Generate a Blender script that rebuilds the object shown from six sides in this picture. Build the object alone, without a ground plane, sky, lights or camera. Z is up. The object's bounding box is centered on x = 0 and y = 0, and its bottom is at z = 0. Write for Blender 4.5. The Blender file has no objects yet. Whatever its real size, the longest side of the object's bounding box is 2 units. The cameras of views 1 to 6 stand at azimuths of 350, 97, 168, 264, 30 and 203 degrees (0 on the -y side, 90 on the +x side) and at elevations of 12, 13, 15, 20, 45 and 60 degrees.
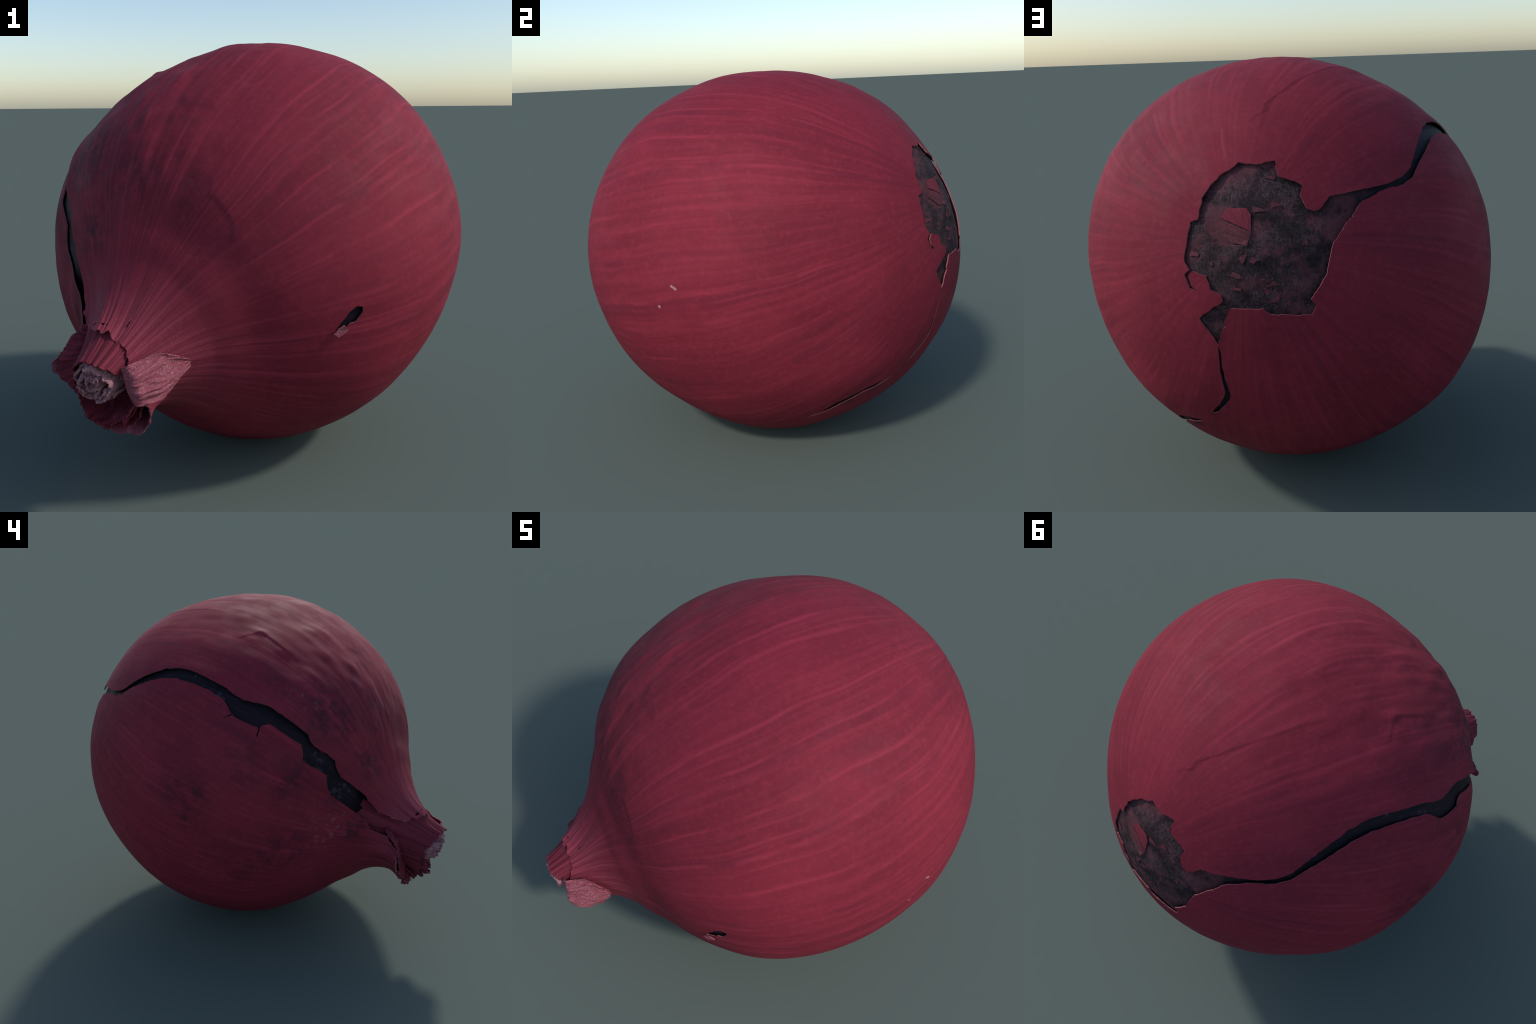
"""A red onion lying on its side: cracked papery skin, bare root scar, dry peeling neck."""
import bpy, math
import numpy as np
from mathutils import Matrix

RNG = np.random.default_rng(7)
rad, deg = np.radians, np.degrees

# ------------------------------------------------------------------ frame
# Local frame of every part: origin inside the bulb, +z to the root scar, -z to the neck tip.
CENTRE = np.array([-0.1304, 0.0998, 0.9812])
AX = np.array([[-0.85036526, 0.52619287, 0.0],
               [-0.1515155, -0.24485987, 0.95764644],
               [0.50390672, 0.81434926, 0.2879467]])
M = Matrix([[AX[0][i], AX[1][i], AX[2][i], CENTRE[i]] for i in range(3)] + [[0, 0, 0, 1]])

# ------------------------------------------------------------------ noise
def _hash(i, j, k, s):
    n = (i * 374761393 + j * 668265263 + k * 2147483647 + s * 1274126177) & 0xFFFFFFFF
    n = ((n ^ (n >> 13)) * 1274126177) & 0xFFFFFFFF
    return ((n ^ (n >> 16)) & 0xFFFF) / 32767.5 - 1.0

def noise(p, scale=1.0, seed=0, octaves=1):
    p = np.asarray(p, float) * scale
    tot, amp = 0.0, 1.0
    for o in range(octaves):
        i0 = np.floor(p).astype(np.int64)
        f = p - i0
        f = f * f * f * (f * (f * 6 - 15) + 10)
        acc = 0.0
        for dx in (0, 1):
            for dy in (0, 1):
                for dz in (0, 1):
                    w = (np.where(dx, f[..., 0], 1 - f[..., 0]) * np.where(dy, f[..., 1], 1 - f[..., 1])
                         * np.where(dz, f[..., 2], 1 - f[..., 2]))
                    acc = acc + w * _hash(i0[..., 0] + dx, i0[..., 1] + dy, i0[..., 2] + dz, seed + 17 * o)
        tot = tot + amp * acc
        amp *= 0.5
        p = p * 2.03 + 5.7
    return tot

def smooth(x, a, b):
    t = np.clip((x - a) / (b - a), 0, 1)
    return t * t * (3 - 2 * t)

# ------------------------------------------------------------------ bulb shape
# Radius from the centre against the polar angle (0 = root, 180 = neck) ...
PROFILE_AT = rad(np.array([0, 20, 40, 60, 80, 95, 110, 122, 132, 141, 149, 156, 162, 167, 171, 174, 180.0]))
PROFILE_R = np.array([.965, .954, .942, .938, .942, .948, .95, .953, .943, .935, .926, .946, .971, 1.062,
                      1.124, 1.16, 1.25])
# ... and its lopsidedness: (degree, order, cosine part, sine part) of low harmonics.
LOPSIDED = [(1, 1, .229, .042), (2, 1, -.006, 0), (2, 2, .024, -.025), (3, 2, -.007, -.009), (3, 3, 0, -.023),
            (4, 1, -.005, 0), (4, 2, -.004, -.005), (4, 3, 0, .006), (4, 4, 0, -.009), (5, 1, .007, .006),
            (5, 3, .005, .003), (5, 4, .004, 0), (5, 5, 0, .004), (6, 1, -.006, -.008), (6, 2, -.004, 0),
            (6, 3, 0, -.008), (6, 4, .004, -.005), (7, 1, .006, .007), (7, 2, .004, 0), (7, 3, 0, .006),
            (7, 4, 0, .004), (7, 5, -.005, 0), (7, 6, 0, -.006)]

# broad swellings and hollows: (polar angle, azimuth, angular size, height in metres)
SWELLS = [(137, 175, 14, .008), (82, 180, 12, .012), (107, 95, 14, .008), (115, 143, 14, -.010), (60, -172, 12, .010),
          (70, -150, 14, .012), (55, -128, 12, .016), (51, -76, 12, -.008), (62, 28, 12, .012), (85, 123, 10, -.007),
          (107, -38, 20, .015), (84, -48, 14, .007), (130, -25, 16, .012), (147, 0, 14, .014), (155, 38, 11, .029),
          (158, -5, 10, .014), (131, 57, 9, -.008), (40, 74, 12, .008), (152, -135, 10, .010), (153, 178, 9, -.010), (127, -153, 13, .011), (50, -115, 10, .007), (75, -160, 11, .007), (153, 118, 9, -.010)]

def legendre(l, m, x):
    pmm = np.ones_like(x)
    s = np.sqrt(np.maximum(0, 1 - x * x))
    for i in range(m):
        pmm = -pmm * (2 * i + 1) * s
    if l == m:
        return pmm
    p1 = x * (2 * m + 1) * pmm
    for ll in range(m + 2, l + 1):
        pmm, p1 = p1, ((2 * ll - 1) * x * p1 - (ll + m - 1) * pmm) / (ll - m)
    return p1

def catmull(y, i, t):
    n = len(y)
    g = lambda k: y[np.clip(i + k, 0, n - 1)]
    return (g(-1) * (-.5 * t + t * t - .5 * t ** 3) + g(0) * (1 - 2.5 * t * t + 1.5 * t ** 3)
            + g(1) * (.5 * t + 2 * t * t - 1.5 * t ** 3) + g(2) * (-.5 * t * t + .5 * t ** 3))

def radius(phi, th):
    r = np.interp(phi, PROFILE_FINE, PROFILE_SMOOTH)
    x = np.cos(phi)
    for l, m, a, b in LOPSIDED:
        n = math.sqrt(math.factorial(l - m) / math.factorial(l + m))
        r = r + n * legendre(l, m, x) * (a * np.cos(m * th) + b * np.sin(m * th))
    for p, t, size, h in SWELLS:
        p, t = rad(p), rad(t)
        c = np.sin(phi) * math.sin(p) * np.cos(th - t) + x * math.cos(p)
        r = r + h * np.exp(-(np.arccos(np.clip(c, -1, 1)) / rad(size)) ** 2)
    return r

def _profile():
    f = np.linspace(0, np.pi, 721)
    i = np.clip(np.searchsorted(PROFILE_AT, f) - 1, 0, len(PROFILE_AT) - 2)
    y = catmull(PROFILE_R, i, (f - PROFILE_AT[i]) / (PROFILE_AT[i + 1] - PROFILE_AT[i]))
    def soften(sigma):
        k = np.exp(-.5 * (np.arange(-48, 49) * .25 / sigma) ** 2)
        return np.convolve(np.pad(y, 48, mode="reflect", reflect_type="odd"), k / k.sum(), mode="valid")
    w = smooth(f, rad(138), rad(152))
    return f, soften(4.0) * (1 - w) + soften(1.6) * w

PROFILE_FINE, PROFILE_SMOOTH = _profile()

def sph(phi, th, r):
    return np.stack([r * np.sin(phi) * np.cos(th), r * np.sin(phi) * np.sin(th), r * np.cos(phi)], -1)

def on_bulb(pts, drop=0.0):
    a = rad(np.array(pts, float))
    return sph(a[:, 0], a[:, 1], radius(a[:, 0], a[:, 1]) - drop)

def cyl(a, th, rho):
    """axial distance towards the neck, azimuth (radians), distance from the axis"""
    return np.stack([rho * np.cos(th), rho * np.sin(th), -a], -1)

# ------------------------------------------------------------------ tears in the skin
# Bare root scar: its rim as (polar angle, azimuth) in degrees.
SCAR = [(18.2, 105.5), (17.6, 93.6), (19.3, 80.4), (15.5, 73.9), (15.8, 67.3), (16.8, 60.2), (17.0, 53.0),
        (14.8, 46.8), (14.2, 35.1), (15.6, 29.6), (17.3, 29.4), (20.5, 35.5), (25.0, 32.6), (28, 28), (26.7, 24.0),
        (22.2, 15.4), (18.6, 2.9), (18.1, -9.3), (18.4, -18.9), (18.3, -30.9), (18.6, -42.1), (20.3, -43.2),
        (21.5, -48.8), (16.9, -72.2), (15.3, -77.4), (15.3, -104.1), (19.0, -106.3), (19.0, -102.1), (20.8, -107.1),
        (25.3, -107.6), (22.8, -113.8), (21.1, -123.7), (14.6, -112.7), (13.5, -116.5), (13.8, -126.8),
        (12.3, -139.3), (14.9, -152.0), (15.7, -160.5), (14.8, -170.9), (14.4, 166.2), (12.8, 162.2), (14.7, 143.9),
        (15.7, 131.6), (16.7, 119.4), (17.4, 110.8)]
# Long split from the scar to the neck: (polar angle, azimuth of its lower lip, of its upper lip).
SPLIT = [(24.0, 21.0, 33.2), (28.0, 25.5, 31.6), (34, 27.7, 30.2), (41.5, 27.8, 30.4), (46.5, 30.0, 32.9),
         (51.5, 34.2, 38.2), (58, 38.2, 42.8), (65, 41.6, 46.4), (72, 43.4, 48.1), (79, 43.6, 47.8), (87, 43.3, 47.0),
         (93, 42.4, 46.4), (96.5, 40.2, 45.5), (100, 38.3, 45.0), (104.5, 38.2, 46.4), (109, 38.5, 47.6),
         (112, 42.0, 47.2), (118, 41.5, 46.8), (125, 41.3, 46.2), (127, 38.0, 44.8), (129, 35.6, 43.9),
         (134, 36.2, 44.6), (139, 36.4, 44.9), (141, 32.0, 42.6), (144.5, 27.8, 40.0), (151, 25.8, 40.0),
         (157, 23.0, 39.5), (161.5, 20.0, 36.5), (164, 11.0, 33.5), (167, 9.0, 36.0), (170, 5, 40)]
# Narrow cracks and small holes: points (polar angle, azimuth, half width in metres).
CRACKS = [
    [(22, -109, .010), (24.8, -108, .003), (27.2, -106.1, .005), (30.9, -105, .006), (34.6, -103.4, .009),
     (38.7, -101.8, .010), (40.6, -102.6, .013), (43.5, -104.6, .010), (46.2, -106.5, .010), (48.1, -108.1, .003)],
    [(13.9, -152, .003), (16.4, -150, .008), (17.0, -141, .006), (16.2, -132, .001)],
    [(77.0, -122.8, .003), (71.8, -121.6, .014), (67.2, -121.4, .021), (63, -120.0, .023), (59.7, -118.4, .015),
     (57, -115.8, .018), (53.2, -111.5, .003)],
    [(127.9, 174.9, .004), (129.0, 175.4, .022), (130.2, 176.6, .026), (131.4, 177.2, .017), (132.4, 178.4, .016), (133.9, 179.6, .007)],
    [(109.4, 39.6, .004), (110.0, 36, .0032), (110.8, 30.2, .001)],
    [(127.6, 37.6, .005), (128.6, 34.4, .003), (128.3, 28, .002), (127.5, 24.4, .0008)],
    [(99.7, 39.8, .005), (97, 36.5, .0025), (94, 34.5, .001)],
]

def polyline_distance(P, L, W=None):
    best = np.full(len(P), 9.0)
    for k in range(len(L) - 1):
        a, b = L[k], L[k + 1]
        d = b - a
        t = np.clip((P - a) @ d / max(d @ d, 1e-12), 0, 1)
        s = np.linalg.norm(P - a - t[:, None] * d, axis=1)
        if W is not None:
            s = s - (W[k] + (W[k + 1] - W[k]) * t)
        best = np.minimum(best, s)
    return best

def inside(poly, x, y):
    res = np.zeros(len(x), bool)
    n = len(poly)
    for k in range(n):
        (x1, y1), (x2, y2) = poly[k], poly[(k + 1) % n]
        c = (y1 > y) != (y2 > y)
        res ^= c & (x < (x2 - x1) * (y - y1) / (y2 - y1 + 1e-12) + x1)
    return res

def flat(pts):
    a = np.array(pts, float)
    return np.stack([a[:, 0] * np.cos(rad(a[:, 1])), a[:, 0] * np.sin(rad(a[:, 1]))], -1)

def refine(pts, n=5):
    """subdivide a rim given in (polar, azimuth) on the flattened chart"""
    f = flat(pts)
    g = np.concatenate([f[k] + (f[(k + 1) % len(f)] - f[k]) * np.linspace(0, 1, n, endpoint=False)[:, None]
                        for k in range(len(f))])
    return g

def unflat(g):
    return np.stack([np.hypot(g[:, 0], g[:, 1]), deg(np.arctan2(g[:, 1], g[:, 0]))], -1)

def region_sdf(P, phi, th, pts, n=4):
    """signed distance (m) to a closed rim drawn on the bulb; negative inside"""
    g = refine(pts, n)
    out = np.full(len(P), 9.0)
    L = on_bulb(unflat(g))
    L = np.vstack([L, L[:1]])
    near = np.ones(len(P), bool)
    for ax in range(3):
        near &= (P[:, ax] > L[:, ax].min() - .15) & (P[:, ax] < L[:, ax].max() + .15)
    idx = np.nonzero(near)[0]
    d = polyline_distance(P[idx], L)
    q = np.degrees(phi[idx])
    ins = inside(g, q * np.cos(th[idx]), q * np.sin(th[idx]))
    out[idx] = np.where(ins, -d, d)
    return out

SPLIT_RIM = [(p, lo) for p, lo, hi in SPLIT] + [(p, hi) for p, lo, hi in reversed(SPLIT)]

# ------------------------------------------------------------------ mesh helpers
ROOT = bpy.data.objects.new("red_onion", None)
bpy.context.scene.collection.objects.link(ROOT)
ROOT.empty_display_size = 0.2
ROOT["label"] = "whole red onion with cracked papery skin and dry neck"
ROOT["category"] = "vegetable"

def add_object(name, verts, faces, mats, mat_index=None, sharp_flags=None, parent=None):
    me = bpy.data.meshes.new(name)
    me.from_pydata(np.asarray(verts).tolist(), [], faces)
    for m in mats:
        me.materials.append(m)
    if mat_index is not None:
        me.polygons.foreach_set("material_index", np.asarray(mat_index, np.int32))
    me.polygons.foreach_set("use_smooth", np.ones(len(me.polygons), bool))
    me.update()
    ob = bpy.data.objects.new(name, me)
    bpy.context.scene.collection.objects.link(ob)
    ob.parent = parent or ROOT
    if parent is None:
        ob.matrix_local = M
    return ob

def clip_grid(P, sdf, wrap):
    """quads of a (rows, cols) grid, cut along sdf = 0; keeps sdf > 0"""
    nr, nc = P.shape[:2]
    sdf = np.where(np.abs(sdf) < 2e-4, 2e-4, sdf).ravel()
    V = P.reshape(-1, 3)
    ncell = nc if wrap else nc - 1
    i, j = np.meshgrid(np.arange(nr - 1), np.arange(ncell), indexing="ij")
    j1 = (j + 1) % nc
    Q = np.stack([i * nc + j, i * nc + j1, (i + 1) * nc + j1, (i + 1) * nc + j], -1).reshape(-1, 4)
    s = sdf[Q] > 0
    full, mixed = s.all(1), s.any(1) & ~s.all(1)
    faces = Q[full].tolist()
    extra, cache = [], {}
    def cross(a, b):
        key = (a, b) if a < b else (b, a)
        if key not in cache:
            t = sdf[a] / (sdf[a] - sdf[b])
            cache[key] = len(V) + len(extra)
            extra.append(V[a] + (V[b] - V[a]) * t)
        return cache[key]
    for q in Q[mixed].tolist():
        f = []
        for k in range(4):
            a, b = q[k], q[(k + 1) % 4]
            if sdf[a] > 0:
                f.append(a)
            if (sdf[a] > 0) != (sdf[b] > 0):
                f.append(cross(a, b))
        if len(f) > 2:
            faces.append(f)
    V = np.vstack([V, np.array(extra).reshape(-1, 3)])
    used = np.unique(np.concatenate([np.asarray(f) for f in faces]) if len(faces) < 5000 else
                     np.concatenate([Q[full].ravel(), np.array([v for f in faces[int(full.sum()):] for v in f], int)]))
    remap = np.full(len(V), -1)
    remap[used] = np.arange(len(used))
    faces = [[int(remap[v]) for v in f] for f in faces]
    return V[used], faces

def shell(name, P, sdf, wrap, thick, mats, parent=None):
    """a sheet with real thickness: face (slot 0), back (slot 1), torn rim (slot 2)"""
    V, F = clip_grid(P, sdf, wrap)
    me = bpy.data.meshes.new("tmp")
    me.from_pydata(V.tolist(), [], F)
    n = np.empty(len(V) * 3)
    me.vertex_normals.foreach_get("vector", n)
    n = n.reshape(-1, 3)
    bpy.data.meshes.remove(me)
    t = thick(V) if callable(thick) else thick
    W = V - n * (np.asarray(t)[:, None] if np.ndim(t) else t)
    count = {}
    for f in F:
        for k in range(len(f)):
            a, b = f[k], f[(k + 1) % len(f)]
            count[(a, b)] = True
    rim = [(a, b) for (a, b) in count if (b, a) not in count]
    N = len(V)
    faces = F + [[v + N for v in reversed(f)] for f in F] + [[b, a, a + N, b + N] for a, b in rim]
    idx = [0] * len(F) + [1] * len(F) + [2] * len(rim)
    ob = add_object(name, np.vstack([V, W]), faces, mats, idx, parent=parent)
    me = ob.data
    rimset = set(map(frozenset, rim)) | {frozenset((a + N, b + N)) for a, b in rim}
    ev = np.empty(len(me.edges) * 2, np.int32)
    me.edges.foreach_get("vertices", ev)
    rv = np.zeros(2 * N, bool)
    for a, b in rim:
        rv[[a, b, a + N, b + N]] = True
    ev = ev.reshape(-1, 2)
    cand = np.nonzero(rv[ev].all(1))[0]
    sharp = np.zeros(len(me.edges), bool)
    for e in cand:
        if frozenset(ev[e].tolist()) in rimset:
            sharp[e] = True
    me.edges.foreach_set("use_edge_sharp", sharp)
    me.update()
    return ob

# ------------------------------------------------------------------ materials
class Nodes:
    def __init__(self, name):
        self.mat = bpy.data.materials.new(name)
        self.mat.use_nodes = True
        self.t = self.mat.node_tree
        self.bsdf = self.t.nodes["Principled BSDF"]
        self.co = self.t.nodes.new("ShaderNodeTexCoord").outputs["Object"]
    def put(self, sock, v):
        if hasattr(v, "links"):
            self.t.links.new(v, sock)
        elif isinstance(v, tuple) and len(v) == 3 and sock.type == "RGBA":
            sock.default_value = (*v, 1)
        else:
            sock.default_value = v
    def math(self, op, a, b=0.0, c=0.0, clamp=False):
        n = self.t.nodes.new("ShaderNodeMath")
        n.operation, n.use_clamp = op, clamp
        for s, v in zip(n.inputs, (a, b, c)):
            self.put(s, v)
        return n.outputs[0]
    def vec(self, op, a, b=(0, 0, 0), scale=1.0):
        n = self.t.nodes.new("ShaderNodeVectorMath")
        n.operation = op
        self.put(n.inputs[0], a)
        self.put(n.inputs[1], b)
        if op == "SCALE":
            self.put(n.inputs["Scale"], scale)
        return n.outputs["Value"] if op in ("LENGTH", "DISTANCE", "DOT_PRODUCT") else n.outputs[0]
    def sep(self, v):
        n = self.t.nodes.new("ShaderNodeSeparateXYZ")
        self.put(n.inputs[0], v)
        return n.outputs
    def comb(self, x, y, z):
        n = self.t.nodes.new("ShaderNodeCombineXYZ")
        for s, v in zip(n.inputs, (x, y, z)):
            self.put(s, v)
        return n.outputs[0]
    def noise(self, v, scale, detail=2.0, rough=0.5, dist=0.0):
        n = self.t.nodes.new("ShaderNodeTexNoise")
        for k, x in (("Vector", v), ("Scale", scale), ("Detail", detail), ("Roughness", rough), ("Distortion", dist)):
            self.put(n.inputs[k], x)
        return n.outputs["Fac"]
    def voronoi_edge(self, v, scale):
        n = self.t.nodes.new("ShaderNodeTexVoronoi")
        n.feature = "DISTANCE_TO_EDGE"
        self.put(n.inputs["Vector"], v)
        self.put(n.inputs["Scale"], scale)
        return n.outputs["Distance"]
    def ramp(self, v, lo, hi, a=0.0, b=1.0):
        n = self.t.nodes.new("ShaderNodeMapRange")
        n.interpolation_type = "SMOOTHSTEP"
        for s, x in zip(n.inputs[:5], (v, lo, hi, a, b)):
            self.put(s, x)
        return n.outputs[0]
    def mix(self, f, a, b):
        n = self.t.nodes.new("ShaderNodeMix")
        n.data_type = "RGBA"
        self.put(n.inputs[0], f)
        self.put(n.inputs[6], a)
        self.put(n.inputs[7], b)
        return n.outputs[2]
    def bump(self, h, strength, dist):
        n = self.t.nodes.new("ShaderNodeBump")
        self.put(n.inputs["Height"], h)
        n.inputs["Strength"].default_value = strength
        n.inputs["Distance"].default_value = dist
        self.put(self.bsdf.inputs["Normal"], n.outputs[0])
    def spot(self, phi, th, size):
        """soft blob of matter around a place on the bulb"""
        c = on_bulb([(phi, th)])[0]
        d = self.vec("DISTANCE", self.co, tuple(c))
        return self.ramp(d, size * .15, size, 1.0, 0.0)
    def onion_coords(self, swirl=0.0):
        """polar angle, axial distance, and coordinates that run along the veins"""
        x, y, z = self.sep(self.co)[:3]
        r = self.vec("LENGTH", self.co)
        phi = self.math("ARCCOSINE", self.math("DIVIDE", z, r))
        th = self.math("ARCTAN2", y, x)
        wob = self.math("SUBTRACT", self.noise(self.co, 2.3, 1.0), 0.5)
        th = self.math("ADD", th, self.math("MULTIPLY", wob, 0.07))
        if swirl:
            th = self.math("ADD", th, self.math("MULTIPLY", phi, swirl))
        v = self.comb(self.math("COSINE", th), self.math("SINE", th), self.math("MULTIPLY", phi, 0.045))
        return phi, self.math("MULTIPLY", z, -1.0), v, th

def set_surface(n, col, rough, spec=0.4, sheen=0.0):
    n.put(n.bsdf.inputs["Base Color"], col)
    n.put(n.bsdf.inputs["Roughness"], rough)
    n.bsdf.inputs["Specular IOR Level"].default_value = spec
    if sheen:
        n.bsdf.inputs["Sheen Weight"].default_value = sheen
        n.bsdf.inputs["Sheen Roughness"].default_value = 0.5

SKIN_RED = (0.205, 0.020, 0.036)
SKIN_DEEP = (0.160, 0.016, 0.029)
SKIN_PINK = (0.300, 0.032, 0.057)
SOOT = (0.034, 0.012, 0.020)

def skin_material():
    n = Nodes("papery_red_skin")
    phi, ax, v, th = n.onion_coords(0.10)
    body = n.mix(n.ramp(n.noise(n.co, 2.6, 3.0), .35, .68), SKIN_DEEP, SKIN_RED)
    band = n.noise(v, 5.0, 2.0, .6)
    body = n.mix(n.ramp(band, .42, .70, 0, .45), body, SKIN_DEEP)
    # fine streaks along the leaf veins
    fade0 = n.ramp(phi, .30, 1.0, .35, 1.0)
    streak = n.noise(v, 34.0, 3.0, .65)
    body = n.mix(n.ramp(streak, .42, .72, 0, n.math("MULTIPLY", fade0, .34)), body, SKIN_PINK)
    # mottled grain: short dashes along the veins and fine specks
    dash = n.noise(n.vec("MULTIPLY", n.comb(n.math("COSINE", th), n.math("SINE", th), n.math("MULTIPLY", phi, .35)), (1, 1, 1)), 38.0, 4.0, .7)
    body = n.mix(n.ramp(dash, .50, .72, 0, .32), body, SKIN_DEEP)
    grain = n.noise(n.co, 42.0, 4.0, .65)
    body = n.mix(n.ramp(grain, .46, .70, 0, .30), body, SKIN_PINK)
    body = n.mix(n.ramp(n.noise(n.vec("ADD", n.co, (3, 8, 2)), 26.0, 4.0, .65), .50, .72, 0, .35), body, (.135, .017, .030))
    # crisp pale veins running pole to pole, each of its own strength, and dark purple streaks between them
    def vein_set(count, width, seed, share):
        wav = n.math("MULTIPLY", n.math("SUBTRACT", n.noise(n.vec("ADD", n.co, (seed, 0, 0)), 1.7, 0.5), .5), .5)
        t = n.math("ADD", n.math("MULTIPLY", th, count / (2 * math.pi)), wav)
        cell = n.math("FLOOR", t)
        w = n.t.nodes.new("ShaderNodeTexWhiteNoise")
        w.noise_dimensions = "2D"
        n.put(w.inputs["Vector"], n.comb(n.math("MODULO", n.math("ADD", cell, 4 * count), count), seed, 0))
        rnd = w.outputs["Value"]
        rag = n.math("MULTIPLY", n.math("SUBTRACT", n.noise(n.co, 34.0, 3.0, .6), .5), .10)
        d = n.math("ABSOLUTE", n.math("SUBTRACT", n.math("ADD", n.math("SUBTRACT", t, cell), rag), n.math("ADD", .3, n.math("MULTIPLY", rnd, .4))))
        line = n.ramp(d, width * .15, width, 1, 0)
        gate = n.ramp(rnd, 1 - share, 1.0, 0, 1)
        along = n.ramp(n.noise(n.vec("ADD", n.co, (0, seed, 3)), 3.2, 3.0, .6), .36, .60)
        return n.math("MULTIPLY", n.math("MULTIPLY", line, gate), along)
    v1 = vein_set(46, .13, 1.7, .75)
    v2 = vein_set(110, .20, 5.3, .8)
    v3 = vein_set(64, .42, 9.1, .6)
    fade = n.ramp(phi, .30, 1.0, .30, 1.0)
    veins = n.math("MULTIPLY", fade, n.math("MAXIMUM", n.math("MULTIPLY", v1, .58), n.math("MULTIPLY", v2, .48)))
    body = n.mix(n.math("MULTIPLY", v3, .36), body, (.105, .014, .030))
    body = n.mix(veins, body, SKIN_PINK)
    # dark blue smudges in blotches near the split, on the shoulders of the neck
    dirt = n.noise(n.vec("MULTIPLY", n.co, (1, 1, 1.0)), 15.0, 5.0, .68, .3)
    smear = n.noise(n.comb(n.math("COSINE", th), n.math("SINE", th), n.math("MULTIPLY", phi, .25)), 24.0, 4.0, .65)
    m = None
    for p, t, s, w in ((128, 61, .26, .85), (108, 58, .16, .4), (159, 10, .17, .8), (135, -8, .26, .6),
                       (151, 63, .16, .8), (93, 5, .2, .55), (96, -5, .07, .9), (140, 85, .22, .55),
                       (146, 30, .18, .5), (124.5, 83, .07, .5), (128, 81, .07, .5), (106, 97, .06, .4), (64, -120, .11, 1.0), (58, -115, .07, .9), (47, -106.5, .06, .7),  # azimuths 83, 81, 97: partly the shaded side of knobs, painted dark
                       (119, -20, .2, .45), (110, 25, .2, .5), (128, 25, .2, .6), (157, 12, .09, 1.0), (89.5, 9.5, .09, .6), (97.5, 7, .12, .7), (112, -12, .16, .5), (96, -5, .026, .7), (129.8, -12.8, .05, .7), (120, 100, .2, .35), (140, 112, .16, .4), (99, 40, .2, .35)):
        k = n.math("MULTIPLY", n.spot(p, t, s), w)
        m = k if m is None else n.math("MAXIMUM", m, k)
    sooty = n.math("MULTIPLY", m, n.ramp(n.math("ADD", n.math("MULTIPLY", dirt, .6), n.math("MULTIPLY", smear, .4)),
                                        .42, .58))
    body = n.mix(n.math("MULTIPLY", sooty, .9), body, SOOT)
    # pale scuffs where the film has worn off
    scuff = n.math("MAXIMUM", n.spot(149, 6, .20), n.math("MULTIPLY", n.spot(119, 56, .15), .9))
    fl = n.ramp(n.noise(n.vec("ADD", n.co, (4, 2, 1)), 34.0, 2.0, .6), .57, .68)
    body = n.mix(n.math("MULTIPLY", n.math("MULTIPLY", scuff, fl), .32), body, (.28, .13, .18))
    for p, t, s in ((80.6, -178.5, .006), (79.9, -177.7, .006), (80.2, -178.1, .006), (86.0, -174.7, .007)):
        body = n.mix(n.math("MULTIPLY", n.spot(p, t, s * 1.6), .8), body, (.46, .26, .25))
    # dry fibrous neck
    fib = n.noise(v, 22.0, 4.0, .7)
    neck = n.mix(n.ramp(fib, .35, .68), (.140, .018, .034), (.290, .055, .080))
    fuzz = n.noise(n.co, 150.0, 2.0, .6)
    neck = n.mix(n.ramp(fuzz, .52, .75, 0, .3), neck, (.40, .14, .165))
    body = n.mix(n.ramp(n.math("ADD", ax, n.math("MULTIPLY", band, .10)), .90, 1.12, 0, .75), body, neck)
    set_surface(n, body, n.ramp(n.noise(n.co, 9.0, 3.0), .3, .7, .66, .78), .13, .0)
    h = n.math("ADD", n.math("MULTIPLY", streak, .5), n.math("MULTIPLY", n.noise(n.co, 55.0, 3.0, .6), .25))
    h = n.math("ADD", h, n.math("MULTIPLY", veins, .35))
    n.bump(h, .2, .004)
    return n.mat

def rim_material():
    n = Nodes("torn_skin_edge")
    c = n.mix(n.noise(n.co, 60.0, 3.0), (.16, .030, .045), (.36, .13, .14))  # colour lightened above the skin's, after sunlit torn edges
    set_surface(n, c, .7, .3)
    n.bump(n.noise(n.co, 120.0, 3.0), .4, .004)
    return n.mat

def lining_material():
    n = Nodes("skin_lining")
    phi, ax, v, th = n.onion_coords()
    c = n.mix(n.noise(v, 30.0, 3.0, .6), (.10, .016, .035), (.22, .045, .075))
    set_surface(n, c, .55, .4)
    return n.mat

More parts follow.
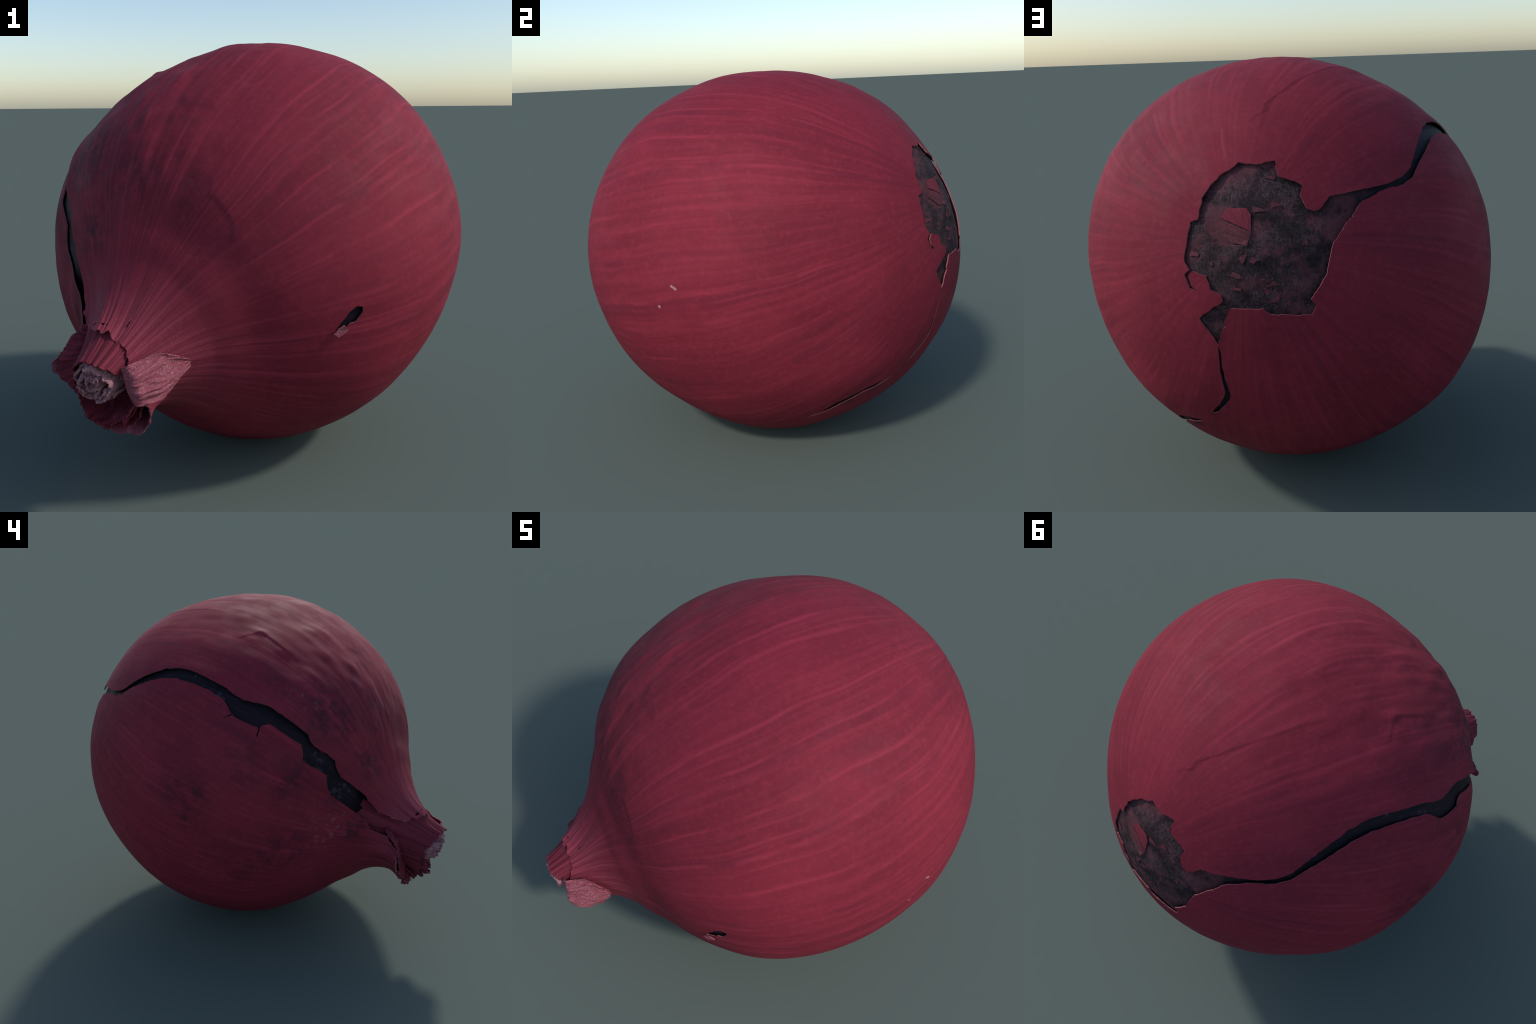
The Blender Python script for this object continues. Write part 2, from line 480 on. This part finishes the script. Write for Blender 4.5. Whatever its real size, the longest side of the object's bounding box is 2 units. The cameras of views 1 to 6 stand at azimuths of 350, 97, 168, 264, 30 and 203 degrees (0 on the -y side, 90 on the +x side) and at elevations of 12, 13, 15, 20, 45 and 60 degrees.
def under_material():
    """the leaf under the skin: blue-black film, webbed grey-brown over the root scar"""
    n = Nodes("dark_inner_film")
    phi, ax, v, th = n.onion_coords()
    film = n.mix(n.ramp(n.noise(v, 18.0, 3.0, .6), .4, .7), (.006, .004, .008), (.013, .006, .012))
    line = n.ramp(n.math("ABSOLUTE", n.math("SUBTRACT", n.noise(v, 26.0, 1.0), .5)), 0, .012, 1, 0)
    film = n.mix(n.math("MULTIPLY", line, .35), film, (.07, .025, .05))
    painted_glint = n.math("MULTIPLY", n.ramp(n.noise(n.co, 6.0, 2.0), .58, .66), n.ramp(n.noise(n.co, 40.0, 3.0), .5, .65))
    film = n.mix(n.math("MULTIPLY", painted_glint, .22), film, (.15, .11, .18))  # lavender sheen on the glossy film, tinted into its base colour
    # scar: brown cork with a fine web of pale fibres and pink blotches
    p = n.vec("ADD", n.co, n.vec("SCALE", n.comb(n.noise(n.co, 12.0, 2.0), n.noise(n.vec("ADD", n.co, (7, 1, 3)), 12.0, 2.0), 0.5),
                                 scale=.025))
    web = None
    for off, sc, stretch, wdt, amt in (((0, 0, 0), 26.0, (1.0, .35, 1), .030, .8), ((5, 2, 1), 26.0, (.35, 1.0, 1), .026, .6),
                                       ((1, 6, 3), 48.0, (1, 1, 1), .045, .55)):
        f = n.noise(n.vec("ADD", n.vec("MULTIPLY", p, stretch), off), sc, 3.0, .6)
        f = n.math("MULTIPLY", n.ramp(n.math("ABSOLUTE", n.math("SUBTRACT", f, .5)), 0, wdt, 1, 0), amt)
        web = f if web is None else n.math("MAXIMUM", web, f)
    web = n.math("MULTIPLY", web, n.ramp(n.noise(n.co, 9.0, 4.0, .6), .34, .62, .25, 1.0))
    cork = n.mix(n.ramp(n.noise(n.co, 9.0, 5.0, .7), .32, .68), (.013, .008, .010), (.036, .021, .024))
    cork = n.mix(n.ramp(n.noise(n.vec("ADD", n.co, (2, 9, 4)), 8.0, 4.0, .65), .46, .60, 0, .8), cork, (.100, .030, .038))
    cork = n.mix(n.math("MULTIPLY", web, .5), cork, (.165, .095, .108))
    k = n.ramp(n.math("ADD", phi, n.math("MULTIPLY", n.noise(n.co, 6.0, 2.0), .16)), .46, .64)
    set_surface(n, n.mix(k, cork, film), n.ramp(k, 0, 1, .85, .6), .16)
    n.bump(n.math("ADD", n.math("MULTIPLY", web, .5), n.noise(n.co, 40.0, 3.0)), .3, .005)
    return n.mat

def neck_material(name, lo, hi, fuzz_col, fuzz_amt):
    n = Nodes(name)
    phi, ax, v, th = n.onion_coords()
    c = n.mix(n.ramp(n.noise(v, 22.0, 4.0, .7), .34, .68), lo, hi)
    f = n.noise(n.co, 140.0, 3.0, .65)
    blot = n.noise(n.co, 16.0, 3.0, .6)
    c = n.mix(n.math("MULTIPLY", n.ramp(f, .46, .68), n.ramp(blot, .35, .65, fuzz_amt * .4, fuzz_amt)), c, fuzz_col)
    set_surface(n, c, .75, .15)
    n.bump(n.math("ADD", n.noise(v, 40.0, 3.0), n.math("MULTIPLY", f, .4)), .5, .006)
    return n.mat

MAT_SKIN, MAT_RIM, MAT_LINING, MAT_UNDER = skin_material(), rim_material(), lining_material(), under_material()
MAT_SHEATH = neck_material("dry_neck_leaf", (.090, .011, .022), (.205, .027, .045), (.27, .07, .095), .14)
MAT_FLAP = neck_material("pale_leaf_lining", (.220, .045, .065), (.330, .090, .115), (.50, .28, .29), .6)
MAT_CORE = neck_material("pale_core", (.240, .085, .105), (.420, .205, .225), (.50, .34, .34), .5)
MAT_FLAKE = neck_material("red_flake", (.150, .016, .030), (.200, .030, .048), (.25, .06, .08), .3)
MAT_FILM = neck_material("pinkish_film", (.070, .022, .028), (.150, .030, .042), (.20, .10, .11), .5)

# ------------------------------------------------------------------ outer skin
NT, NB, NN = 760, 350, 56
th1 = np.linspace(0, 2 * np.pi, NT, endpoint=False)
PHI_NECK = rad(160.0)
phi1 = np.concatenate([np.linspace(rad(4), PHI_NECK, NB)])
PH, TH = np.meshgrid(phi1, th1, indexing="ij")
BASE = radius(PH, TH)

def relief(P, PH, TH):
    """ribs along the veins, papery puckers on the shaded shoulder, dents and overlapping leaf edges"""
    v = np.stack([np.cos(TH + .1 * PH), np.sin(TH + .1 * PH), .10 * PH], -1)
    fade = smooth(PH, rad(8), rad(35))
    d = fade * (.0014 * noise(v, 7, 1, 2) + .0005 * noise(v, 19, 2, 2))
    d = d + .003 * noise(P, 2.2, 3, 2)
    # puckered zone on top, towards the split
    zone = smooth(TH, rad(50), rad(68)) * (1 - smooth(TH, rad(105), rad(130))) * smooth(PH, rad(45), rad(75)) * (1 - smooth(PH, rad(150), rad(165)))
    vw = np.stack([np.cos(TH), np.sin(TH), .30 * PH], -1)
    d = d + zone * (.0028 * noise(vw, 10, 4, 2) + .0035 * noise(P, 8, 5, 2))
    F = P.reshape(-1, 3)
    def blob(p, t, size, amp, along=1.0):
        amp, along, size = amp * .5, along * 1.4, size * 1.1
        c = on_bulb([(p, t)])[0]
        e = np.zeros_like(P) + (P - c)
        u = on_bulb([(p + 1, t)])[0] - c
        u = u / np.linalg.norm(u)
        s = e @ u
        q = (e ** 2).sum(-1) + (1 / along ** 2 - 1) * s ** 2
        return amp * np.exp(-q / size ** 2)
    for p, t, s, a, l in ((105, 92, .035, .018, 1.5), (122.5, 87, .035, .018, 1.3), (127, 82, .025, .012, 1.3),
                          (113, 82, .03, .014, 1.3), (118, 97, .016, -.008, 1.2), (63.6, 101, .05, -.007, 1.8), (69, 69, .03, -.006, 2.0),
                          (90.7, 74, .022, .015, .8), (89, 78, .05, -.008, 1.2), (100, 78, .06, .006, 1.6),
                          (96, -5, .018, -.010, 1.0), (112, 90, .04, .007, 1.8), (80, 95, .05, .006, 1.8),
                          (121, 79, .03, .007, 1.8), (142, 96, .022, .009, 1.5), (133, 107, .022, .005, 1.5),
                          (58, -120, .05, -.008, 1.8), (102, 88, .022, .010, 1.5), (93, 68, .04, .005, 2.0)):
        d = d + blob(p, t, s, a, l)
    # overlapping leaf edges: a step that fades away behind the edge
    for line, hgt in (([(26.5, 107), (33.7, 92.6), (35.0, 94.4), (41, 89.5), (48, 86.3), (56, 83.7), (65, 81.8), (76, 79)], .0028),
                      ([(140.1, 119.8), (139.5, 122.4), (141.5, 132.2), (146, 138)], .003),
                      ([(84, 66), (88, 71), (90.5, 74), (94, 73), (103, 71), (112, 70)], .0035),
                      ([(112, 104), (117, 99), (118, 97), (121, 92), (130, 88)], .003),
                      ([(20, 114), (25, 114), (29, 113)], -.003)):
        L = on_bulb(np.array(line, float))
        idx = np.nonzero(((F > L.min(0) - .12) & (F < L.max(0) + .12)).all(1))[0]
        Q = F[idx]
        best = np.full(len(Q), 9.0)
        side = np.zeros(len(Q))
        endf = np.ones(len(Q))
        for k in range(len(L) - 1):
            a, b = L[k], L[k + 1]
            e = b - a
            t = np.clip((Q - a) @ e / (e @ e), 0, 1)
            w = Q - a - t[:, None] * e
            s = np.linalg.norm(w, axis=1)
            sg = np.sign(np.einsum("ij,ij->i", np.cross(e, Q), w))
            up = s < best
            best[up], side[up] = s[up], sg[up]
            u = (k + t) / (len(L) - 1)
            endf[up] = (smooth(u, 0, .15) * (1 - smooth(u, .8, 1)))[up]
        # the leaf lying on top ends at the line
        prof = np.where(side < 0, np.exp(-(best / .07) ** 2), 0.0) * hgt * endf * np.where(side < 0, smooth(best, -.002, .008), 1)
        flatd = d.reshape(-1)
        flatd[idx] += prof
        d = flatd.reshape(d.shape)
    # the bulb rests on the ground: flatten the contact spot
    Z = P @ AX[:, 2] + CENTRE[2]
    down = -(P / np.linalg.norm(P, axis=-1)[..., None]) @ AX[:, 2]
    low = np.maximum(.002 - Z, 0)
    return d - low / np.maximum(down, .4)

P0 = sph(PH, TH, BASE)
vP, vphi, vth = P0.reshape(-1, 3), PH.ravel(), TH.ravel()
jag = .0035 * noise(vP, 38, 11, 2) + .0012 * noise(vP, 120, 12)
sd_scar = region_sdf(vP, vphi, vth, SCAR) + jag
sd_split = region_sdf(vP, vphi, vth, SPLIT_RIM) + .8 * jag
sd_thin = np.full(len(vP), 9.0)
for cr in CRACKS:
    a = np.array(cr)
    L = on_bulb(a[:, :2])
    idx = np.nonzero(((vP > L.min(0) - .1) & (vP < L.max(0) + .1)).all(1))[0]
    sd_thin[idx] = np.minimum(sd_thin[idx], polyline_distance(vP[idx], L, a[:, 2])
                              + np.clip(a[:, 2].max() / .01, .15, 1) * .6 * jag[idx])
sd = np.minimum(np.minimum(sd_scar, sd_split), sd_thin).reshape(PH.shape)
d = relief(P0, PH, TH)
# lips: the upper leaf of the split gapes, the lower one lies flat
mid = np.interp(deg(PH), [p for p, a, b in SPLIT], [(a + b) / 2 for p, a, b in SPLIT])
upper = smooth(deg(TH), mid - 1, mid + 1) * (TH < np.pi)
ss = sd_split.reshape(PH.shape)
lift = .010 * np.exp(-(np.maximum(ss, 0) / .05) ** 2) * upper * smooth(deg(PH), 52, 82) * (1 - .8 * smooth(deg(PH), 122, 145)) * (.7 + .7 * noise(P0, 6, 21))
lift = lift + .0008 * np.exp(-np.maximum(sd_thin.reshape(PH.shape), 0) / .012)
sc = sd_scar.reshape(PH.shape)
lift = lift + .005 * np.exp(-np.maximum(sc, 0) / .025) * (.4 + .9 * noise(P0, 9, 22)) * (1 - .8 * smooth(np.cos(TH + rad(95)), .3, .8))
d = d + lift
R_SKIN = BASE + d
PB = sph(PH, TH, R_SKIN)

# neck part of the skin: rows run from the shoulder to a torn lip; (azimuth, axial, distance from axis, pull)
LIP = np.array([(20, .93, .245, .10), (32, .93, .245, .10), (35, .97, .225, .15), (43, 1.045, .178, .17), (60, 1.09, .152, .19),
                (75, 1.125, .150, .2), (88, 1.125, .154, .2), (100, 1.12, .150, .2), (118, 1.13, .143, .2),
                (135, 1.145, .138, .2), (152, 1.17, .134, .2), (170, 1.215, .122, .2), (188, 1.225, .128, .2),
                (205, 1.20, .165, .2), (225, 1.165, .228, .2), (240, 1.145, .275, .2), (250, 1.145, .285, .2), (262, 1.185, .275, .22),
                (272, 1.19, .265, .22), (290, 1.165, .255, .22), (302, 1.14, .252, .22), (314, 1.133, .244, .22), (332, 1.115, .252, .22),
                (345, 1.11, .300, .22), (352, 1.10, .304, .22), (358, 1.065, .256, .2), (366, 1.01, .228, .15), (375, .965, .24, .12), (380, .93, .245, .10)])

def around(table, th, col):
    """periodic interpolation of a column of a table over azimuth in degrees"""
    x, y = table[:, 0], table[:, col]
    t = (deg(th) - x[0]) % 360 + x[0]
    return np.interp(t, x, y)

def ring_noise(th, k, seed, octaves=1):
    return noise(np.stack([np.cos(th), np.sin(th), 0 * th], -1), k, seed, octaves)

lipA = around(LIP, th1, 1) + .010 * ring_noise(th1, 7, 31, 2) + .004 * ring_noise(th1, 26, 32) * (ring_noise(th1, 4, 36) > -.1)
lipR = around(LIP, th1, 2) + .006 * ring_noise(th1, 7, 33, 2)
pull = around(LIP, th1, 3)
last, prev = PB[-1], PB[-4]
tanv = (last - prev) / np.linalg.norm(last - prev, axis=1)[:, None]
ctrl = last + tanv * pull[:, None]
ctrl[:, :2] *= 1 + .022 / np.hypot(ctrl[:, 0], ctrl[:, 1])[:, None]
lip = cyl(lipA, th1, lipR)
t = np.linspace(0, 1, NN + 1)[1:, None, None] ** .9
NECK = (1 - t) ** 2 * last + 2 * t * (1 - t) * ctrl + t * t * lip
tt = np.broadcast_to(t[..., 0], NECK.shape[:2])
rho = np.hypot(NECK[..., 0], NECK[..., 1])
THN = np.broadcast_to(th1, rho.shape)
ringv = np.stack([np.cos(THN), np.sin(THN), -.3 * NECK[..., 2]], -1)
w = tt * (.011 * noise(ringv, 3.4, 41, 2) + .0022 * noise(ringv, 11, 42, 2)) + .0009 * noise(ringv, 26, 43, 2)
grow = 1 + w * smooth(tt, 0, .25) / rho
NECK = NECK * np.stack([grow, grow, np.ones_like(grow)], -1)
# the split runs on into the neck, and one short slit opens above the lip
def slit(pts):
    a = np.array(pts)
    L = cyl(a[:, 0], rad(a[:, 1]), a[:, 2])
    return polyline_distance(NECK.reshape(-1, 3), L, a[:, 3])
nv = NECK.reshape(-1, 3)
azn = deg(THN.ravel()) 
polar = deg(np.arccos(np.clip(nv[:, 2] / np.linalg.norm(nv, axis=1), -1, 1)))
lo = np.interp(polar, [p for p, a, b in SPLIT], [a for p, a, b in SPLIT])
hi = np.interp(polar, [p for p, a, b in SPLIT], [b for p, a, b in SPLIT])
sd_n = np.maximum(lo - azn, azn - hi) * rad(1) * rho.ravel()
sd_n = np.minimum(sd_n, slit([(1.075, 52, .17, .002), (1.082, 66, .166, .006), (1.088, 80, .163, .007), (1.09, 94, .16, .004), (1.09, 101, .158, .001)]))
sd_n = np.minimum(sd_n, slit([(1.02, 118, .198, .001), (1.05, 116, .18, .003), (1.075, 115, .166, .001)]))
sd_n = sd_n + .002 * noise(nv, 60, 44, 2)
SKIN = np.concatenate([PB, NECK])
SD = np.concatenate([sd, sd_n.reshape(rho.shape)])
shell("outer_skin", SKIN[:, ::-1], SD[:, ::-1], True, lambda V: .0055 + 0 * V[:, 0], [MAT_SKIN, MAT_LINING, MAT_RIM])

# ------------------------------------------------------------------ leaf under the skin and root scar
def under_radius(PH, TH):
    P = sph(PH, TH, radius(PH, TH))
    depth = .018 - .003 * (1 - smooth(PH, rad(20), rad(40))) - .003 * smooth(PH, rad(60), rad(90)) + .05 * smooth(PH, rad(151), rad(164))
    low = smooth(np.cos(TH + rad(95)), .2, .8) * (1 - smooth(PH, rad(30), rad(50)))
    depth = depth - .008 * low
    depth = depth - .0035 * noise(P, 8, 51, 3) * (PH < rad(40)) - .003 * noise(P, 3, 52)
    v = np.stack([np.cos(TH), np.sin(TH), .1 * PH], -1)
    for p, t, size, up in ((63, -119.5, .13, .0085), (40, -103, .12, .0075), (130.6, 177, .07, .004)):
        c = on_bulb([(p, t)])[0]
        depth = depth - up * np.exp(-((P - c) ** 2).sum(-1) / size ** 2)
    return radius(PH, TH) - depth + .0015 * noise(v, 16, 53, 2) * smooth(PH, rad(15), rad(40))

def under_part(name, p0, p1, rows, close_start):
    ph = np.linspace(p0, p1, rows)
    t1 = np.linspace(0, 2 * np.pi, 360, endpoint=False)
    A, B = np.meshgrid(ph, t1, indexing="ij")
    P = sph(A, B, under_radius(A, B))
    V, F = clip_grid(P[:, ::-1], np.ones(A.shape), True)
    cap = list(range(360)) if close_start else [rows * 360 - 360 + k for k in range(360)][::-1]
    centre = len(V)
    V = np.vstack([V, V[cap].mean(0)])
    n = len(cap)
    for k in range(n):
        F.append([cap[(k + 1) % n], cap[k], centre])
    return add_object(name, V, F, [MAT_UNDER])

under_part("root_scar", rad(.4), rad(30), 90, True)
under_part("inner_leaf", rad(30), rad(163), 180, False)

def flake(name, rim, up, thick, mat, curl=0.0):
    """thin scrap of leaf lying on the scar"""
    f = flat(rim)
    lo, hi = f.min(0) - .6, f.max(0) + .6
    gx, gy = np.meshgrid(np.linspace(lo[0], hi[0], 60), np.linspace(lo[1], hi[1], 60), indexing="ij")
    ph, th = rad(np.hypot(gx, gy)), np.arctan2(gy, gx)
    P = sph(ph, th, under_radius(ph, th) + up)
    s = region_sdf(sph(ph, th, radius(ph, th)).reshape(-1, 3), ph.ravel(), th.ravel(), rim).reshape(ph.shape)
    s = s + .0015 * noise(P, 60, 61, 2)
    P = sph(ph, th, under_radius(ph, th) + up + curl * smooth(-s, .03, 0))
    ob = shell(name, P, -s, False, thick, [mat, mat, mat])
    return ob

flake("scar_flake", [(9.1, 130.3), (7.2, 101.6), (5.8, 93.8), (2.0, 93.9), (8.7, 147.0)], .0025, .002, MAT_FLAKE)
flake("scar_flake", [(8.2, 150), (1.9, 88), (1.3, -107.0), (4.0, -168.8), (9.2, 166.4)], .0022, .002, MAT_FILM)

# pale film lifting at the lower end of the small hole in the skin
flake("torn_film", [(131.9, 179.6), (132.6, 177.6), (133.9, 178.3), (134.9, 179.7), (133.9, 181.2)], .017, .004, MAT_FLAP, curl=.006)

# small reddish scraps clinging to the scar, mostly along its lower left
for k in range(14):
    p, t, size = RNG.uniform(4, 16), RNG.uniform(-175, -60) if k < 10 else RNG.uniform(0, 100), RNG.uniform(.7, 2.0)
    c = flat([(p, t)])[0]
    ang = np.sort(RNG.uniform(0, 2 * np.pi, 6))
    rim = unflat(c + size * RNG.uniform(.5, 1.2, 6)[:, None] * np.stack([np.cos(ang), .6 * np.sin(ang)], -1))
    flake("scar_flake", rim.tolist(), .002, .0015, MAT_FILM)

# ------------------------------------------------------------------ neck pieces
def spline_rows(C, n, axis):
    C = np.moveaxis(np.asarray(C, float), axis, 0)
    u = np.linspace(0, len(C) - 1, n)
    i = np.clip(u.astype(int), 0, len(C) - 2)
    t = (u - i).reshape((-1,) + (1,) * (C.ndim - 1))
    return np.moveaxis(catmull(C, i, t), 0, axis)

def sheet(name, ctrl, nu, nv, mats, thick=.006, wrinkle=.005, ragged=.012, seed=70, flip=False, parent=None, side_ragged=.004):
    """a leaf scrap lofted through rows of (axial, azimuth degrees, distance from axis); torn at its last row"""
    C = np.array(ctrl, float)
    G = spline_rows(spline_rows(cyl(C[..., 0], rad(C[..., 1]), C[..., 2]), nu, 0), nv, 1)
    U, W = np.meshgrid(np.linspace(0, 1, nu), np.linspace(0, 1, nv), indexing="ij")
    nrm = np.cross(np.gradient(G, axis=0), np.gradient(G, axis=1))
    nrm /= np.linalg.norm(nrm, axis=-1)[..., None] + 1e-9
    chart = np.stack([W * 3, U * .7, 0 * U], -1)
    G = G + nrm * (smooth(U, 0, .25) * wrinkle * (noise(chart, 2.5, seed, 2) + .8 * noise(chart, 7, seed + 1, 2)))[..., None]
    du = np.linalg.norm(G[-1] - G[-2], axis=-1).mean() * (nu - 1)
    dv = np.linalg.norm(np.gradient(G, axis=1), axis=-1).mean() * (nv - 1)
    edge = ragged * (.6 + .6 * noise(chart * [1, 0, 0], 4, seed + 2, 2) + .35 * noise(chart * [1, 0, 0], 16, seed + 3))
    s = np.minimum((1 - U) * du - edge, np.minimum(W, 1 - W) * dv - side_ragged * (.6 + noise(chart, 8, seed + 4, 2)))
    if flip:
        G, s = G[:, ::-1], s[:, ::-1]
    return shell(name, G, s, False, thick, mats, parent)

# inner sheath of the neck: a tube seen beyond the lip of the outer skin
SHEATH = np.array([(0, 1.20, .118), (45, 1.235, .100), (90, 1.24, .098), (125, 1.255, .100), (145, 1.235, .108), (165, 1.21, .112),
                   (185, 1.205, .12), (215, 1.19, .155), (250, 1.225, .20), (270, 1.24, .205), (292, 1.235, .19),
                   (325, 1.20, .145), (360, 1.20, .118)])
na, nt = 70, 360
ts = np.linspace(0, 2 * np.pi, nt, endpoint=False)
eA = around(SHEATH, ts, 1) + .010 * ring_noise(ts, 6, 81, 2) + .004 * ring_noise(ts, 30, 82) * (ring_noise(ts, 3, 87) > 0)
eR = around(SHEATH, ts, 2) + .004 * ring_noise(ts, 8, 83, 2)
st = sph(np.full(nt, rad(158.)), ts, radius(np.full(nt, rad(158.)), ts) - .058)
c1 = cyl(np.full(nt, 1.0), ts, np.full(nt, .142))
u = np.linspace(0, 1, na)[:, None, None]
G = (1 - u) ** 2 * st + 2 * u * (1 - u) * c1 + u * u * cyl(eA, ts, eR)
T2 = np.broadcast_to(ts, (na, nt))
rv = np.stack([np.cos(T2), np.sin(T2), -.25 * G[..., 2]], -1)
rr = np.hypot(G[..., 0], G[..., 1])
g = 1 + (.005 * noise(rv, 6, 84, 2) + .0022 * noise(rv, 18, 85, 2)) / rr
G = G * np.stack([g, g, np.ones_like(g)], -1)
torn = np.broadcast_to(u[..., 0], (na, nt)) * .45 - .03 - .035 * noise(rv, 11, 86, 3) + .2 * (np.abs(((deg(T2) - 27 + 180) % 360) - 180) > 40)
shell("neck_sheath", G[:, ::-1], torn[:, ::-1], True, .005, [MAT_SHEATH, MAT_SHEATH, MAT_SHEATH])

# broad pale tongue folded outward and back against the bulb
sheet("neck_flap", [[(1.20, 148, .114), (1.215, 168, .116), (1.225, 188, .122), (1.225, 208, .15)],
                    [(1.205, 150, .150), (1.225, 168, .165), (1.245, 186, .177), (1.244, 203, .180)],
                    [(1.163, 155, .180), (1.185, 168, .201), (1.21, 184, .212), (1.218, 201, .212)],
                    [(1.122, 158, .200), (1.14, 168, .232), (1.165, 184, .248), (1.175, 199, .238)],
                    [(1.085, 166, .244), (1.09, 171, .266), (1.105, 180, .278), (1.14, 192, .256)],
                    [(1.052, 174, .290), (1.050, 176, .300), (1.052, 178, .302), (1.062, 181, .296)]],
      70, 70, [MAT_FLAP, MAT_SKIN, MAT_FLAP], .005, .007, .005, 90, side_ragged=.007)
# crumpled leaf closing the gap between the neck and its turned-out lip, under the split
sheet("neck_flap", [[(1.02, -84, .150), (1.02, -62, .145), (1.02, -40, .138), (1.00, -15, .132), (.97, 8, .135), (.95, 24, .160)],
                    [(1.13, -84, .165), (1.11, -62, .158), (1.09, -40, .150), (1.055, -15, .146), (1.01, 8, .150), (.97, 22, .180)],
                    [(1.165, -84, .205), (1.14, -62, .195), (1.115, -40, .190), (1.085, -15, .195), (1.03, 8, .190), (.975, 20, .200)],
                    [(1.175, -84, .245), (1.15, -62, .238), (1.125, -40, .226), (1.10, -13, .246), (1.045, 5, .222), (.975, 18, .218)],
                    [(1.185, -80, .285), (1.155, -62, .270), (1.13, -40, .250), (1.105, -10, .300), (1.055, 2, .246), (.97, 16, .226)]],
      60, 90, [MAT_SHEATH, MAT_SHEATH, MAT_SHEATH], .0045, .008, .010, 160, flip=True)

# torn leaves bundled below the core
sheet("neck_leaf", [[(1.02, 215, .15), (1.02, 240, .15), (1.02, 270, .15), (1.02, 300, .15), (1.02, 320, .14)],
                    [(1.12, 218, .15), (1.12, 243, .16), (1.12, 270, .165), (1.12, 297, .16), (1.12, 318, .14)],
                    [(1.20, 222, .16), (1.215, 245, .175), (1.22, 270, .175), (1.225, 295, .165), (1.21, 315, .14)],
                    [(1.225, 228, .165), (1.255, 248, .180), (1.265, 270, .165), (1.265, 292, .160), (1.235, 312, .14)]],
      50, 70, [MAT_SHEATH, MAT_SHEATH, MAT_SHEATH], .0045, .008, .014, 100, flip=True)
sheet("neck_leaf", [[(1.03, 225, .17), (1.03, 250, .18), (1.03, 280, .18), (1.03, 310, .17)],
                    [(1.12, 228, .19), (1.12, 252, .205), (1.12, 280, .20), (1.12, 308, .18)],
                    [(1.19, 232, .215), (1.205, 254, .235), (1.205, 280, .225), (1.18, 306, .19)]],
      50, 70, [MAT_SHEATH, MAT_SHEATH, MAT_SHEATH], .0045, .007, .012, 110, flip=True)

# pale rolled core
core = add_object("neck_core", *(lambda V, F: (V, F))(*clip_grid(
    (lambda A, B: cyl(1.0 + A * .215, B, .085 * np.sqrt(np.clip(1 - smooth(A, .8, 1) * .98, 0.0004, 1))
                      + .003 * noise(np.stack([np.cos(B), np.sin(B), A], -1), 4, 120, 2)))(
        *np.meshgrid(np.linspace(0, 1, 40), np.linspace(2 * np.pi, 0, 96, endpoint=False), indexing="ij")),
    np.ones((40, 96)), True)), [MAT_CORE])
for k, (r, a0, a1, t0, span) in enumerate(((.090, 1.13, 1.235, -150, 300), (.074, 1.14, 1.262, 60, 290), (.055, 1.15, 1.268, 190, 300),
                                           (.037, 1.16, 1.268, 20, 310), (.019, 1.17, 1.262, 140, 320))):
    cols = 9
    az = np.linspace(t0, t0 + span, cols)
    wob = RNG.uniform(-.008, .007, cols)
    rows = [[(a0, z, r) for z in az],
            [((a0 + a1) / 2, z, r * 1.04 + q) for z, q in zip(az, wob)],
            [(a1 - .012, z, r * 1.0 + q - .002 * j / cols) for j, (z, q) in enumerate(zip(az, wob))],
            [(a1 + .4 * q, z, r * .90 + q) for z, q in zip(az, wob)]]
    sheet("core_leaf", rows, 24, 110, [MAT_CORE, MAT_CORE, MAT_CORE], .010, .0055, .010, 130 + 7 * k, flip=True, side_ragged=.002)
